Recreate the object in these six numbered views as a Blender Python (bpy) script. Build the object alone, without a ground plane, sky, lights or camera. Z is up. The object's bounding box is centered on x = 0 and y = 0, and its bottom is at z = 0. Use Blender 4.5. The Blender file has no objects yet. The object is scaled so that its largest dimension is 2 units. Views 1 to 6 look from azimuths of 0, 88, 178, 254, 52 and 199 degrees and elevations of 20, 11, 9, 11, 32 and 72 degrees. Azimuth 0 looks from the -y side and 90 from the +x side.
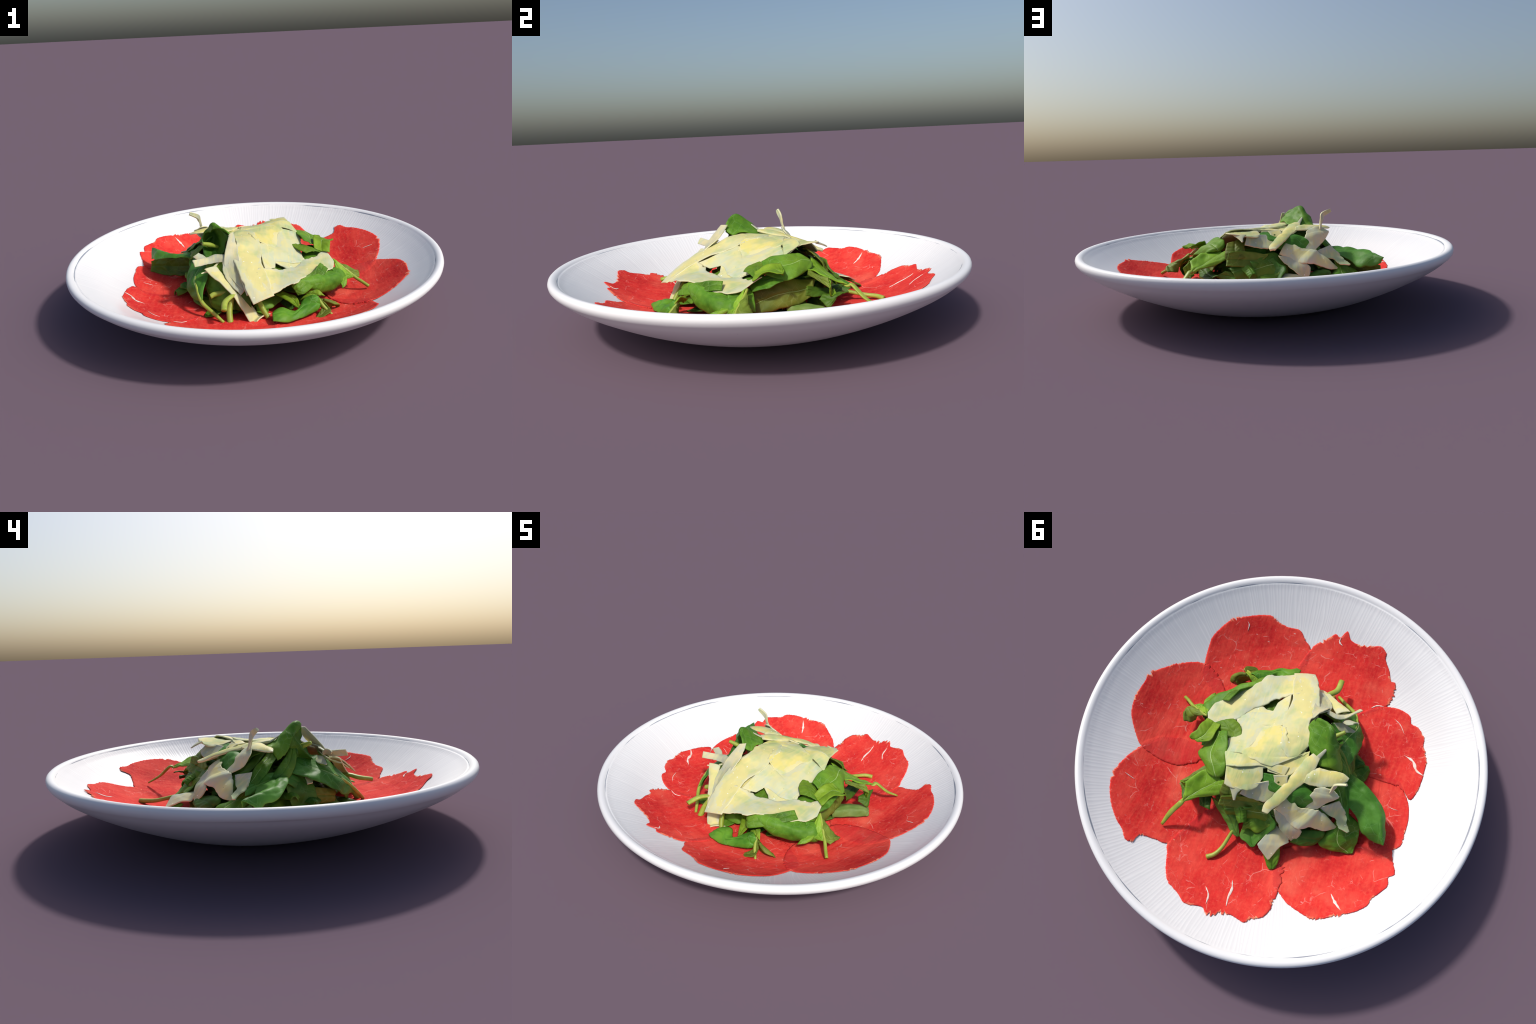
"""A white fluted plate of beef carpaccio: eight thin overlapping slices of raw
beef fanned round the well, a heap of rocket and spinach leaves in the middle,
and shavings of hard cheese draped over the heap.

Every leaf and shaving is a lofted sheet: a few ribs (cross-sections given by
two to four points) are joined by smooth curves, given a ragged or wavy edge, a
thickness and fine relief."""
import bpy, math, random
import numpy as np
from mathutils import Vector, noise

random.seed(7)
TAU = math.tau
scene = bpy.context.scene


# ------------------------------------------------------------------ materials
class Mat:
    """Small helper for building node materials."""

    def __init__(self, name, rough=0.5, spec=0.4, coat=0.0, sub=0.0):
        self.m = bpy.data.materials.new(name)
        self.m.use_nodes = True
        self.t = self.m.node_tree
        self.b = self.t.nodes["Principled BSDF"]
        self.b.inputs["Roughness"].default_value = rough
        self.b.inputs["Specular IOR Level"].default_value = spec
        self.b.inputs["Coat Weight"].default_value = coat
        self.b.inputs["Coat Roughness"].default_value = 0.2
        if sub:
            self.b.inputs["Subsurface Weight"].default_value = sub
            self.b.inputs["Subsurface Radius"].default_value = (0.03, 0.015, 0.008)
            self.b.inputs["Subsurface Scale"].default_value = 0.6
        self.co = self.n("ShaderNodeTexCoord").outputs["Object"]

    def n(self, kind, **kw):
        node = self.t.nodes.new(kind)
        for k, v in kw.items():
            setattr(node, k, v)
        return node

    def put(self, value, socket):
        if hasattr(value, "is_output"):
            self.t.links.new(value, socket)
        elif isinstance(value, (tuple, list)) and len(value) == 3 and socket.type == "RGBA":
            socket.default_value = (*value, 1)
        else:
            socket.default_value = value

    def math(self, op, a, b=0.0, c=0.0, clamp=False):
        node = self.n("ShaderNodeMath", operation=op, use_clamp=clamp)
        for s, v in zip(node.inputs, (a, b, c)):
            self.put(v, s)
        return node.outputs[0]

    def mapped(self, scale, loc=(0, 0, 0), rot=(0, 0, 0)):
        node = self.n("ShaderNodeMapping")
        self.t.links.new(self.co, node.inputs[0])
        node.inputs["Scale"].default_value = scale if isinstance(scale, tuple) else (scale,) * 3
        node.inputs["Location"].default_value = loc
        node.inputs["Rotation"].default_value = rot
        return node.outputs[0]

    def noise(self, scale, detail=4.0, rough=0.55, vec=None, distort=0.0):
        node = self.n("ShaderNodeTexNoise")
        self.put(self.co if vec is None else vec, node.inputs["Vector"])
        node.inputs["Scale"].default_value = scale
        node.inputs["Detail"].default_value = detail
        node.inputs["Roughness"].default_value = rough
        node.inputs["Distortion"].default_value = distort
        return node.outputs["Fac"]

    def warp(self, amount, scale):
        """Object coordinates shaken by noise, for wandering lines."""
        node = self.n("ShaderNodeTexNoise")
        self.put(self.co, node.inputs["Vector"])
        node.inputs["Scale"].default_value = scale
        node.inputs["Detail"].default_value = 3
        sub = self.n("ShaderNodeVectorMath", operation="MULTIPLY_ADD")
        self.put(node.outputs["Color"], sub.inputs[0])
        sub.inputs[1].default_value = (amount,) * 3
        self.put(self.co, sub.inputs[2])
        return sub.outputs[0]

    def voronoi(self, scale, feature="F1", vec=None, rand=1.0):
        node = self.n("ShaderNodeTexVoronoi", feature=feature)
        self.put(self.co if vec is None else vec, node.inputs["Vector"])
        node.inputs["Scale"].default_value = scale
        node.inputs["Randomness"].default_value = rand
        return node.outputs["Distance"]

    def ramp(self, fac, *stops):
        node = self.n("ShaderNodeValToRGB")
        self.put(fac, node.inputs[0])
        el = node.color_ramp.elements
        while len(el) < len(stops):
            el.new(0.5)
        for e, (p, c) in zip(el, stops):
            e.position = p
            e.color = (*c, 1) if isinstance(c, tuple) else (c, c, c, 1)
        return node.outputs[0]

    def mix(self, fac, a, b, mode="MIX"):
        node = self.n("ShaderNodeMix", data_type="RGBA", blend_type=mode)
        self.put(fac, node.inputs["Factor"])
        self.put(a, node.inputs["A"])
        self.put(b, node.inputs["B"])
        return node.outputs["Result"]

    def bump(self, height, strength, dist=0.004):
        node = self.n("ShaderNodeBump")
        node.inputs["Strength"].default_value = strength
        node.inputs["Distance"].default_value = dist
        self.put(height, node.inputs["Height"])
        self.put(node.outputs[0], self.b.inputs["Normal"])

    def done(self, colour, rough=None):
        self.put(colour, self.b.inputs["Base Color"])
        if rough is not None:
            self.put(rough, self.b.inputs["Roughness"])
        return self.m


def porcelain():
    m = Mat("white_porcelain", rough=0.35, spec=0.35)
    sep = m.n("ShaderNodeSeparateXYZ")
    m.t.links.new(m.co, sep.inputs[0])
    x, y = sep.outputs[0], sep.outputs[1]
    ang = m.math("ARCTAN2", y, x)
    r = m.math("POWER", m.math("ADD", m.math("MULTIPLY", x, x), m.math("MULTIPLY", y, y)), 0.5)
    comb = m.n("ShaderNodeCombineXYZ")
    m.put(m.math("MULTIPLY", ang, 14.0), comb.inputs[0])
    m.put(m.math("MULTIPLY", r, 2.0), comb.inputs[1])
    wander = m.noise(1.0, detail=2.0, vec=comb.outputs[0])
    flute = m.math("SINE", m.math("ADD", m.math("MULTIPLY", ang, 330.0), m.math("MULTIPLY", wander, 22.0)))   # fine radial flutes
    line = m.math("MULTIPLY", m.ramp(flute, (0.45, 0.0), (0.95, 1.0)), m.ramp(wander, (0.30, 0.25), (0.65, 1.0)))
    inside = m.ramp(r, (0.0, 1.0), (0.948, 1.0), (0.957, 0.0), (1.0, 0.0))
    sepn = m.n("ShaderNodeSeparateXYZ")
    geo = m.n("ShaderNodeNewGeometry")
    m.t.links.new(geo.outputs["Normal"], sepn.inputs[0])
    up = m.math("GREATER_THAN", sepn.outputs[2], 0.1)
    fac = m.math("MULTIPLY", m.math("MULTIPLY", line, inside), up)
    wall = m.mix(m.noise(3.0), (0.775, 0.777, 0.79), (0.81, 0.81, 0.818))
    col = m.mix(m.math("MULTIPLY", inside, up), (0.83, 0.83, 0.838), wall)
    col = m.mix(m.math("MULTIPLY", fac, 0.75), col, (0.90, 0.90, 0.90))
    # fine dark seam painted just inside the rolled rim, broken along its length
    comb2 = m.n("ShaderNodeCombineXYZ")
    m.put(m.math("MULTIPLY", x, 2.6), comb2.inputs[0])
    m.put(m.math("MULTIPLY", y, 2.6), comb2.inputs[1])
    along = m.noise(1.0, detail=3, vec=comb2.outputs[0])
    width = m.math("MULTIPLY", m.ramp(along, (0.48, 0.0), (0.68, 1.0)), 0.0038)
    rim_line = m.math("LESS_THAN", m.math("ABSOLUTE", m.math("SUBTRACT", r, 0.9575)), width)
    rim_line = m.math("MULTIPLY", rim_line, up)
    col = m.mix(rim_line, col, (0.27, 0.30, 0.36))
    specks = m.ramp(m.voronoi(9.0), (0.0, 1.0), (0.012, 1.0), (0.02, 0.0))
    col = m.mix(m.math("MULTIPLY", specks, 0.35), col, (0.4, 0.38, 0.36))
    m.bump(m.math("MULTIPLY", m.math("MULTIPLY", flute, inside), up), 0.05, 0.006)
    return m.done(col)


def beef(name, dark):
    m = Mat(name, rough=0.7, spec=0.05)
    base = m.ramp(m.noise(5.0, 5), (0.30, (0.54, 0.018, 0.022)), (0.48, (0.71, 0.034, 0.031)), (0.68, (0.81, 0.072, 0.054)))
    base = m.mix(m.ramp(m.noise(70.0, 3), (0.42, 0.0), (0.78, 0.4)), base, (0.86, 0.11, 0.07))
    fib = m.noise(6.0, 4, vec=m.warp(0.25, 3.0))
    strand = m.n("ShaderNodeTexNoise")
    m.put(m.mapped((60.0, 9.0, 20.0), rot=(0, 0, 0.6)), strand.inputs["Vector"])
    strand.inputs["Scale"].default_value = 1.0
    col0 = m.mix(m.math("MULTIPLY", m.ramp(strand.outputs["Fac"], (0.42, 0.0), (0.75, 0.5)), fib), base, (0.86, 0.14, 0.085))
    base = m.mix(m.ramp(m.noise(18.0, 4), (0.50, 0.0), (0.75, 0.35)), col0, (0.48, 0.018, 0.024))
    w = m.warp(0.10, 7.0)
    vein = m.math("SUBTRACT", 1.0, m.ramp(m.voronoi(9.5, "DISTANCE_TO_EDGE", vec=w), (0.0, 0.0), (0.010, 0.45), (0.024, 1.0)))
    vein = m.math("MULTIPLY", vein, m.ramp(m.noise(15.0, 3), (0.53, 0.0), (0.63, 0.9)))
    w2 = m.warp(0.05, 16.0)
    fine = m.math("SUBTRACT", 1.0, m.ramp(m.voronoi(26.0, "DISTANCE_TO_EDGE", vec=w2), (0.0, 0.1), (0.022, 1.0)))
    fine = m.math("MULTIPLY", fine, m.ramp(m.noise(19.0, 3), (0.53, 0.0), (0.64, 0.7)))
    pale = m.ramp(m.noise(3.3, 3, vec=m.mapped(1.0, loc=(3.1, 1.7, 0))), (0.57, 0.0), (0.72, 0.5))
    col = m.mix(pale, base, (0.85, 0.19, 0.12))
    col = m.mix(m.math("MULTIPLY", m.math("MAXIMUM", vein, fine), 0.72), col, (0.88, 0.36, 0.31))
    fleck = m.ramp(m.voronoi(13.0, vec=m.mapped((1.0, 2.2, 1.0), rot=(0, 0, 0.7))), (0.0, 1.0), (0.06, 0.8), (0.10, 0.0))
    fleck = m.math("MULTIPLY", fleck, m.ramp(m.noise(4.0), (0.5, 0.0), (0.6, 0.7)))
    col = m.mix(fleck, col, (0.86, 0.50, 0.46))
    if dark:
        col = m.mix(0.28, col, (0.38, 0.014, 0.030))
    m.bump(m.math("ADD", m.noise(60.0, 4), strand.outputs["Fac"]), 0.4, 0.004)
    return m.done(col)


def beef_edge():
    m = Mat("browned_beef_edge", rough=0.7, spec=0.05)
    col = m.ramp(m.noise(14.0, 4), (0.3, (0.72, 0.08, 0.055)), (0.5, (0.78, 0.17, 0.10)), (0.68, (0.82, 0.36, 0.20)))
    return m.done(col)


def fat():
    m = Mat("white_fat", rough=0.45)
    return m.done(m.ramp(m.noise(25.0), (0.35, (0.82, 0.50, 0.42)), (0.6, (0.86, 0.74, 0.68))))


def green(name, low, mid, high, vein):
    m = Mat(name, rough=0.5, spec=0.22)
    rnd = m.n("ShaderNodeObjectInfo").outputs["Random"]
    shift = m.n("ShaderNodeVectorMath", operation="MULTIPLY_ADD")
    comb = m.n("ShaderNodeCombineXYZ")
    for s in comb.inputs:
        m.put(rnd, s)
    m.put(comb.outputs[0], shift.inputs[0])
    shift.inputs[1].default_value = (17.0, 9.0, 5.0)
    m.put(m.co, shift.inputs[2])
    v = shift.outputs[0]
    col = m.ramp(m.noise(6.0, 5, vec=v, rough=0.62), (0.34, low), (0.50, mid), (0.66, high))
    col = m.mix(m.ramp(m.noise(45.0, 3, vec=v), (0.4, 0.0), (0.8, 0.35)), col, high)
    net = m.math("SUBTRACT", 1.0, m.ramp(m.voronoi(22.0, "DISTANCE_TO_EDGE", vec=m.warp(0.03, 12.0)), (0.0, 0.0), (0.035, 1.0)))
    net = m.math("MULTIPLY", net, m.ramp(m.noise(9.0, 2, vec=v), (0.42, 0.0), (0.6, 0.6)))
    col = m.mix(net, col, vein)
    flush = m.ramp(m.noise(3.2, 3, vec=v), (0.52, 0.0), (0.72, 0.6))
    col = m.mix(flush, col, (0.24, 0.36, 0.025))
    deep = m.ramp(m.noise(4.1, 3, vec=m.mapped(1.0, loc=(1.3, 4.4, 2.0))), (0.52, 0.0), (0.70, 0.5))
    col = m.mix(deep, col, (0.032, 0.115, 0.014))
    hs = m.n("ShaderNodeHueSaturation")
    m.put(m.math("MULTIPLY_ADD", rnd, 0.03, 0.485), hs.inputs["Hue"])
    m.put(m.math("MULTIPLY_ADD", rnd, 0.25, 0.88), hs.inputs["Value"])
    m.put(col, hs.inputs["Color"])
    m.bump(m.math("ADD", m.noise(30.0, 4, vec=v), m.math("MULTIPLY", net, -0.5)), 0.35, 0.005)
    m.done(hs.outputs[0])
    trans = m.n("ShaderNodeBsdfTranslucent")
    m.put(m.mix(0.5, hs.outputs[0], high), trans.inputs["Color"])
    mixer = m.n("ShaderNodeMixShader")
    mixer.inputs[0].default_value = 0.2
    m.t.links.new(m.b.outputs[0], mixer.inputs[1])
    m.t.links.new(trans.outputs[0], mixer.inputs[2])
    m.t.links.new(mixer.outputs[0], m.t.nodes["Material Output"].inputs[0])
    return m.m


def cheese(name, thin, thick, bias):
    """Pale shaving: yellow where thick, grey-green where thin."""
    m = Mat(name, rough=0.5, spec=0.2)
    patch = m.ramp(m.noise(5.5, 4), (bias - 0.09, 0.0), (bias + 0.11, 1.0))
    col = m.mix(patch, thin, thick)
    green = m.ramp(m.noise(7.5, 3, vec=m.mapped(1.0, loc=(2.2, 4.1, 0.6))), (0.51, 0.0), (0.66, 0.65))      # leaf showing through
    col = m.mix(green, col, (0.33, 0.46, 0.20))
    grain = m.noise(8.0, 3, vec=m.mapped((9.0, 1.2, 3.0), rot=(0, 0, 0.9)))
    col = m.mix(m.ramp(grain, (0.45, 0.0), (0.7, 0.45)), col, (0.70, 0.61, 0.25))
    cry = m.ramp(m.voronoi(34.0), (0.0, 1.0), (0.09, 1.0), (0.13, 0.0))
    cry = m.math("MULTIPLY", cry, m.ramp(m.noise(12.0), (0.52, 0.0), (0.56, 0.8)))
    col = m.mix(cry, col, (0.87, 0.86, 0.76))
    pit = m.ramp(m.voronoi(30.0, vec=m.mapped(1.0, loc=(0.37, 0.71, 0.2))), (0.0, 1.0), (0.06, 1.0), (0.10, 0.0))
    pit = m.math("MULTIPLY", pit, m.ramp(m.noise(10.0, vec=m.mapped(1.0, loc=(5, 1, 2))), (0.48, 0.0), (0.53, 0.65)))
    col = m.mix(pit, col, (0.34, 0.33, 0.20))
    m.bump(m.math("ADD", m.noise(26.0, 5), m.math("MULTIPLY", grain, 0.6)), 0.3, 0.005)
    return m.done(col)


def plain(name, a, b, scale=20.0, rough=0.45):
    m = Mat(name, rough=rough)
    return m.done(m.ramp(m.noise(scale, 3), (0.3, a), (0.7, b)))


PORCELAIN, BEEF, BEEF2, BEEF_EDGE, FAT = porcelain(), beef("raw_beef", False), beef("raw_beef_double", True), beef_edge(), fat()
GREEN = {
    "mid": green("leaf_green", (0.050, 0.165, 0.012), (0.100, 0.265, 0.020), (0.180, 0.380, 0.035), (0.22, 0.42, 0.12)),
    "deep": green("leaf_deep_green", (0.042, 0.140, 0.014), (0.078, 0.215, 0.023), (0.130, 0.310, 0.045), (0.18, 0.36, 0.11)),
    "dark": green("leaf_darkest_green", (0.030, 0.100, 0.010), (0.055, 0.155, 0.014), (0.100, 0.230, 0.022), (0.13, 0.28, 0.07)),
    "bright": green("leaf_bright_green", (0.110, 0.270, 0.014), (0.190, 0.390, 0.022), (0.310, 0.520, 0.045), (0.40, 0.58, 0.16)),
    "olive": green("leaf_olive_green", (0.120, 0.160, 0.020), (0.165, 0.230, 0.030), (0.240, 0.310, 0.050), (0.32, 0.38, 0.12)),
    "pale": green("leaf_pale_green", (0.150, 0.270, 0.050), (0.190, 0.320, 0.075), (0.260, 0.390, 0.110), (0.36, 0.48, 0.18)),
}
STEM = plain("leaf_stem_green", (0.23, 0.33, 0.03), (0.38, 0.45, 0.075))
RIB = plain("leaf_midrib_green", (0.24, 0.40, 0.09), (0.36, 0.50, 0.17))
VEIN = plain("leaf_vein_green", (0.13, 0.32, 0.05), (0.18, 0.37, 0.08))
CHEESE = {
    "pale": cheese("cheese_pale", (0.51, 0.55, 0.38), (0.68, 0.62, 0.26), 0.47),
    "cream": cheese("cheese_cream", (0.56, 0.57, 0.34), (0.69, 0.61, 0.20), 0.43),
    "grey": cheese("cheese_thin", (0.42, 0.44, 0.33), (0.60, 0.54, 0.32), 0.54),
}
CHEESE_MARGIN = {
    "pale": cheese("cheese_pale_margin", (0.50, 0.54, 0.40), (0.64, 0.61, 0.36), 0.50),
    "cream": cheese("cheese_cream_margin", (0.52, 0.55, 0.38), (0.67, 0.62, 0.31), 0.46),
    "grey": cheese("cheese_thin_margin", (0.42, 0.45, 0.35), (0.54, 0.52, 0.37), 0.56),
}
CHEESE_EDGE = plain("cheese_cut_edge", (0.70, 0.66, 0.36), (0.78, 0.75, 0.48))


# ------------------------------------------------------------------ geometry
def add(name, verts, faces, mats, parent=None, face_mats=None, label=None, category=None, smooth=True):
    me = bpy.data.meshes.new(name)
    me.from_pydata([tuple(v) for v in verts], [], faces)
    for mt in mats:
        me.materials.append(mt)
    if face_mats is not None:
        me.polygons.foreach_set("material_index", face_mats)
    me.polygons.foreach_set("use_smooth", [smooth] * len(me.polygons))
    me.update()
    ob = bpy.data.objects.new(name, me)
    scene.collection.objects.link(ob)
    if parent:
        ob.parent = parent
    if label:
        ob["label"], ob["category"] = label, category
    return ob


def spline(points, ts):
    """Catmull-Rom through points (n, d), sampled at ts in 0..1."""
    p = np.asarray(points, float)
    n = len(p)
    if n == 2:
        return p[0] + np.outer(ts, p[1] - p[0]).reshape(len(ts), *p.shape[1:])
    ext = np.concatenate([[2 * p[0] - p[1]], p, [2 * p[-1] - p[-2]]])
    out = []
    for t in ts:
        s = min(t * (n - 1), n - 1 - 1e-9)
        i = int(s)
        f = s - i
        a, b, c, d = ext[i], ext[i + 1], ext[i + 2], ext[i + 3]
        out.append(0.5 * (2 * b + (c - a) * f + (2 * a - 5 * b + 4 * c - d) * f * f + (3 * b - a - 3 * c + d) * f ** 3))
    return np.array(out)


def fbm(x, seed, octaves=3):
    return sum(noise.noise(Vector((x * 2 ** k, seed * 3.7 + k * 11.3, 0.5))) / 2 ** k for k in range(octaves))


def normals_of(g):
    du = np.gradient(g, axis=0)
    dv = np.gradient(g, axis=1)
    n = np.cross(du, dv)
    return n / (np.linalg.norm(n, axis=2, keepdims=True) + 1e-9)


def lofted(ribs, nu, nv, seed, arch, jag, wave, ripple, freq, crease=0.0, pucker=0.0):
    """Grid of points (nu, nv, 3) through the ribs, with ragged edges and ripples."""
    us, vs = np.linspace(0, 1, nu), np.linspace(0, 1, nv)
    most = max(len(r) for r in ribs)
    even = [spline(r, np.linspace(0, 1, most)) if len(r) != most else np.array(r, float) for r in ribs]
    ctrl = spline(np.array(even), us)                       # (nu, most, 3)
    length = np.linalg.norm(np.diff(ctrl.mean(1), axis=0), axis=1).sum()
    grid = np.zeros((nu, nv, 3))
    for i, u in enumerate(us):
        cut = [max(0.0, jag * (0.25 + 1.0 * fbm(u * length * freq, seed * 2 + s, 4))) for s in (0, 1)]
        v = cut[0] + vs * (1 - cut[0] - cut[1])
        grid[i] = spline(ctrl[i], v)
    nrm = normals_of(grid)
    wide = np.linalg.norm(grid[:, -1] - grid[:, 0], axis=1)[:, None, None]
    hump = (1 - (2 * vs - 1) ** 2)[None, :, None]
    up = 1.0 if nrm[..., 2].mean() >= 0 else -1.0
    grid = grid + nrm * up * arch * wide * hump
    off = np.zeros((nu, nv, 1))
    for i in range(nu):
        for j in range(nv):
            p = Vector(grid[i, j])
            edge = abs(2 * vs[j] - 1) ** 3
            off[i, j, 0] = ripple * (noise.noise(p * 9 + Vector((seed, 0, 0))) + crease * (0.35 - abs(noise.noise(p * 11 + Vector((0, 0, seed))))) + 0.5 * noise.noise(p * 24)) + wave * edge * noise.noise(p * 13 + Vector((0, seed, 0)))
    if pucker:                                               # blade swells between its side veins, sinks along the midrib
        side = np.abs(2 * vs - 1)[None, :]
        k = 5.0 * (1 + 0.25 * math.sin(seed))
        swell = np.abs(np.sin(math.pi * (k * us[:, None] + 1.3 * side + 0.3 * seed))) ** 0.7 * np.clip(side * 3, 0, 1)
        groove = np.exp(-(side / 0.10) ** 2)
        off = off + (up * pucker * (swell * np.clip((1 - side) * 5, 0.2, 1) - 1.1 * groove))[..., None]
    return grid + nrm * off


def sheet(name, ribs, nu, nv, seed, mats, thick=0.008, arch=0.0, jag=0.0, wave=0.0, ripple=0.004, freq=9.0, crease=0.0, pucker=0.0, parent=None, label=None, category=None):
    g = lofted(ribs, nu, nv, seed, arch, jag, wave, ripple, freq, crease, pucker)
    nrm = normals_of(g)
    if (nrm * (g - np.array([0, 0, 0.05]))).sum() < 0:
        g, nrm = g[:, ::-1], -normals_of(g)[:, ::-1]
        nrm = normals_of(g)
    # thickness tapers to a thin rounded edge
    eu = np.minimum(np.arange(nu), np.arange(nu)[::-1])
    ev = np.minimum(np.arange(nv), np.arange(nv)[::-1])
    taper = np.clip(np.minimum(eu[:, None], ev[None, :]) / 1.0, 0.55, 1)[..., None]
    top, bot = g + nrm * thick * 0.5 * taper, g - nrm * thick * 0.5 * taper
    verts = list(top.reshape(-1, 3)) + list(bot.reshape(-1, 3))
    faces, fm, off = [], [], nu * nv
    for i in range(nu - 1):
        for j in range(nv - 1):
            a, b, c, d = i * nv + j, (i + 1) * nv + j, (i + 1) * nv + j + 1, i * nv + j + 1
            kind = 0
            if len(mats) == 3:                               # a thinner margin of wandering width
                e = min(i, nu - 2 - i) / nu * 1.6, min(j, nv - 2 - j) / nv
                kind = int(min(e) < 0.14 + 0.24 * noise.noise(Vector(g[i, j]) * 11) + 0.10 * noise.noise(Vector(g[i, j]) * 40))
            faces.append((a, b, c, d)); fm.append(kind)
            faces.append((off + d, off + c, off + b, off + a)); fm.append(kind)
    ring = [(i, 0) for i in range(nu)] + [(nu - 1, j) for j in range(1, nv)] + [(i, nv - 1) for i in range(nu - 2, -1, -1)] + [(0, j) for j in range(nv - 2, 0, -1)]
    ids = [i * nv + j for i, j in ring]
    for a, b in zip(ids, ids[1:] + ids[:1]):
        faces.append((b, a, off + a, off + b)); fm.append(len(mats) - 1)
    ob = add(name, verts, faces, mats, parent, fm, label, category)
    return ob, g, nrm


def pipe(name, pts, radii, mat, parent=None, flat=1.0, label=None, category=None, steps=22, sides=10):
    ts = np.linspace(0, 1, steps)
    p, r = spline(pts, ts), np.interp(ts, np.linspace(0, 1, len(radii)), radii)
    tan = np.gradient(p, axis=0)
    verts, faces = [], []
    for k in range(steps):
        t = Vector(tan[k]).normalized()
        side = t.cross(Vector((0, 0, 1)))
        side = side.normalized() if side.length > 1e-3 else Vector((1, 0, 0))
        up = side.cross(t)
        for s in range(sides):
            a = TAU * s / sides
            verts.append(Vector(p[k]) + side * (math.cos(a) * r[k]) + up * (math.sin(a) * r[k] * flat))
    for k in range(steps - 1):
        for s in range(sides):
            s2 = (s + 1) % sides
            faces.append((k * sides + s, k * sides + s2, (k + 1) * sides + s2, (k + 1) * sides + s))
    faces.append(tuple(range(sides))[::-1])
    faces.append(tuple((steps - 1) * sides + s for s in range(sides)))
    return add(name, verts, faces, [mat], parent, None, label, category)


LEAF_LABEL = {"mid": "green rocket leaf with a wavy edge", "deep": "deep green smooth spinach leaf", "dark": "folded salad leaf in the darkest green of the heap",
              "bright": "bright yellow-green lobed rocket leaf", "olive": "olive green curled rocket leaf", "pale": "pale green underside of a leaf"}
last = {}


def leaf(ribs, seed=1, tone="mid", arch=0.0, wave=0.011, rib=False):
    ob, g, nrm = sheet("leaf", ribs, 40, 25, seed + 100, [GREEN[tone]], thick=0.006, arch=arch, jag=0.085, wave=wave, ripple=0.007, crease=1.8, freq=11.0, pucker=0.0022,
                       label=LEAF_LABEL[tone], category="salad leaf")
    last["leaf"] = ob
    if rib:
        mid = g[:, 12] + nrm[:, 12] * 0.0022
        pipe("midrib", [mid[i] for i in range(1, 39, 3)], [0.0012, 0.003, 0.0045], RIB, ob, flat=0.6, sides=6, steps=40)
        for i in range(34, 9, -6):                           # side veins leave the midrib at a slant towards the tip
            for sgn in (-1, 1):
                pts = []
                for s in range(5):
                    ii, jj = max(1, i - s), min(max(12 + sgn * s * 2, 1), 23)
                    pts.append(g[ii, jj] + nrm[ii, jj] * 0.0022)
                pipe("vein", pts, [0.0015, 0.0006], VEIN, ob, flat=0.5, steps=13, sides=5)
    return ob


def stem(pts, radii, flat=1.0, loose=False):
    if loose:
        return pipe("leaf_stem", pts, radii, STEM, None, flat, "loose yellow-green rocket leaf stalk", "leaf stem")
    return pipe("stem", pts, radii, STEM, last["leaf"], flat)


def shaving(ribs, seed=1, tone="pale", arch=0.0, thick=0.0065, jag=0.055):
    lab = {"pale": "thin pale curl of hard cheese with ragged edge", "cream": "creamy yellow shaving of hard cheese", "grey": "translucent thin sliver of hard cheese"}[tone]
    return sheet("cheese_shaving", ribs, 100, 34, seed + 40, [CHEESE[tone], CHEESE_MARGIN[tone], CHEESE_EDGE], thick=thick, arch=arch, jag=jag, wave=0.005, ripple=0.0045, crease=0.7, freq=34.0, label=lab, category="cheese shaving")[0]


# ------------------------------------------------------------------ the plate
INNER = [(0.0, 0.070), (0.30, 0.076), (0.50, 0.089), (0.60, 0.108), (0.67, 0.130), (0.75, 0.166), (0.85, 0.218), (0.92, 0.266), (0.953, 0.2925)]
RIM = [(0.9565, 0.2962), (0.9595, 0.2990), (0.963, 0.3025), (0.969, 0.3068), (0.979, 0.3100), (0.989, 0.309), (0.997, 0.302), (1.0, 0.292), (0.998, 0.279), (0.988, 0.265)]
UNDER = [(0.985, 0.262), (0.94, 0.224), (0.87, 0.181), (0.75, 0.120), (0.60, 0.059), (0.45, 0.020), (0.30, 0.005), (0.15, 0.0), (0.0, 0.0)]
SHIFT = (0.023, 0.016)          # the hand-made bowl is a little off centre


def bulge(r, a):
    """The wall is thicker on the -x side than elsewhere."""
    wall = math.exp(-((r - 0.86) / 0.085) ** 2) * (0.003 + 0.016 * max(0.0, -math.cos(a - 0.1)) ** 0.8 + 0.006 * max(0.0, -math.sin(a)))
    return wall - 0.007 * math.exp(-((r - 0.52) / 0.24) ** 2) * max(0.0, math.cos(a - 1.05))


def dent(r, a):
    """The underside is slightly warped: hollow towards -x +y, full towards -x -y."""
    x, y = r * math.cos(a), r * math.sin(a)
    return (0.002 * math.exp(-((x + 0.86) ** 2 + (y - 0.22) ** 2) / 0.05) + 0.005 * math.exp(-((x - 0.45) ** 2 + (y - 0.4) ** 2) / 0.09)
            - 0.010 * math.exp(-((x + 0.2) ** 2 + (y + 0.48) ** 2) / 0.09) - 0.006 * math.exp(-((x + 0.45) ** 2 + (y - 0.2) ** 2) / 0.06))


def floor_at(x, y):
    r = math.hypot(x, y)
    return float(np.interp(r, [p[0] for p in INNER], [p[1] for p in INNER])) + bulge(r, math.atan2(y, x))


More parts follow.
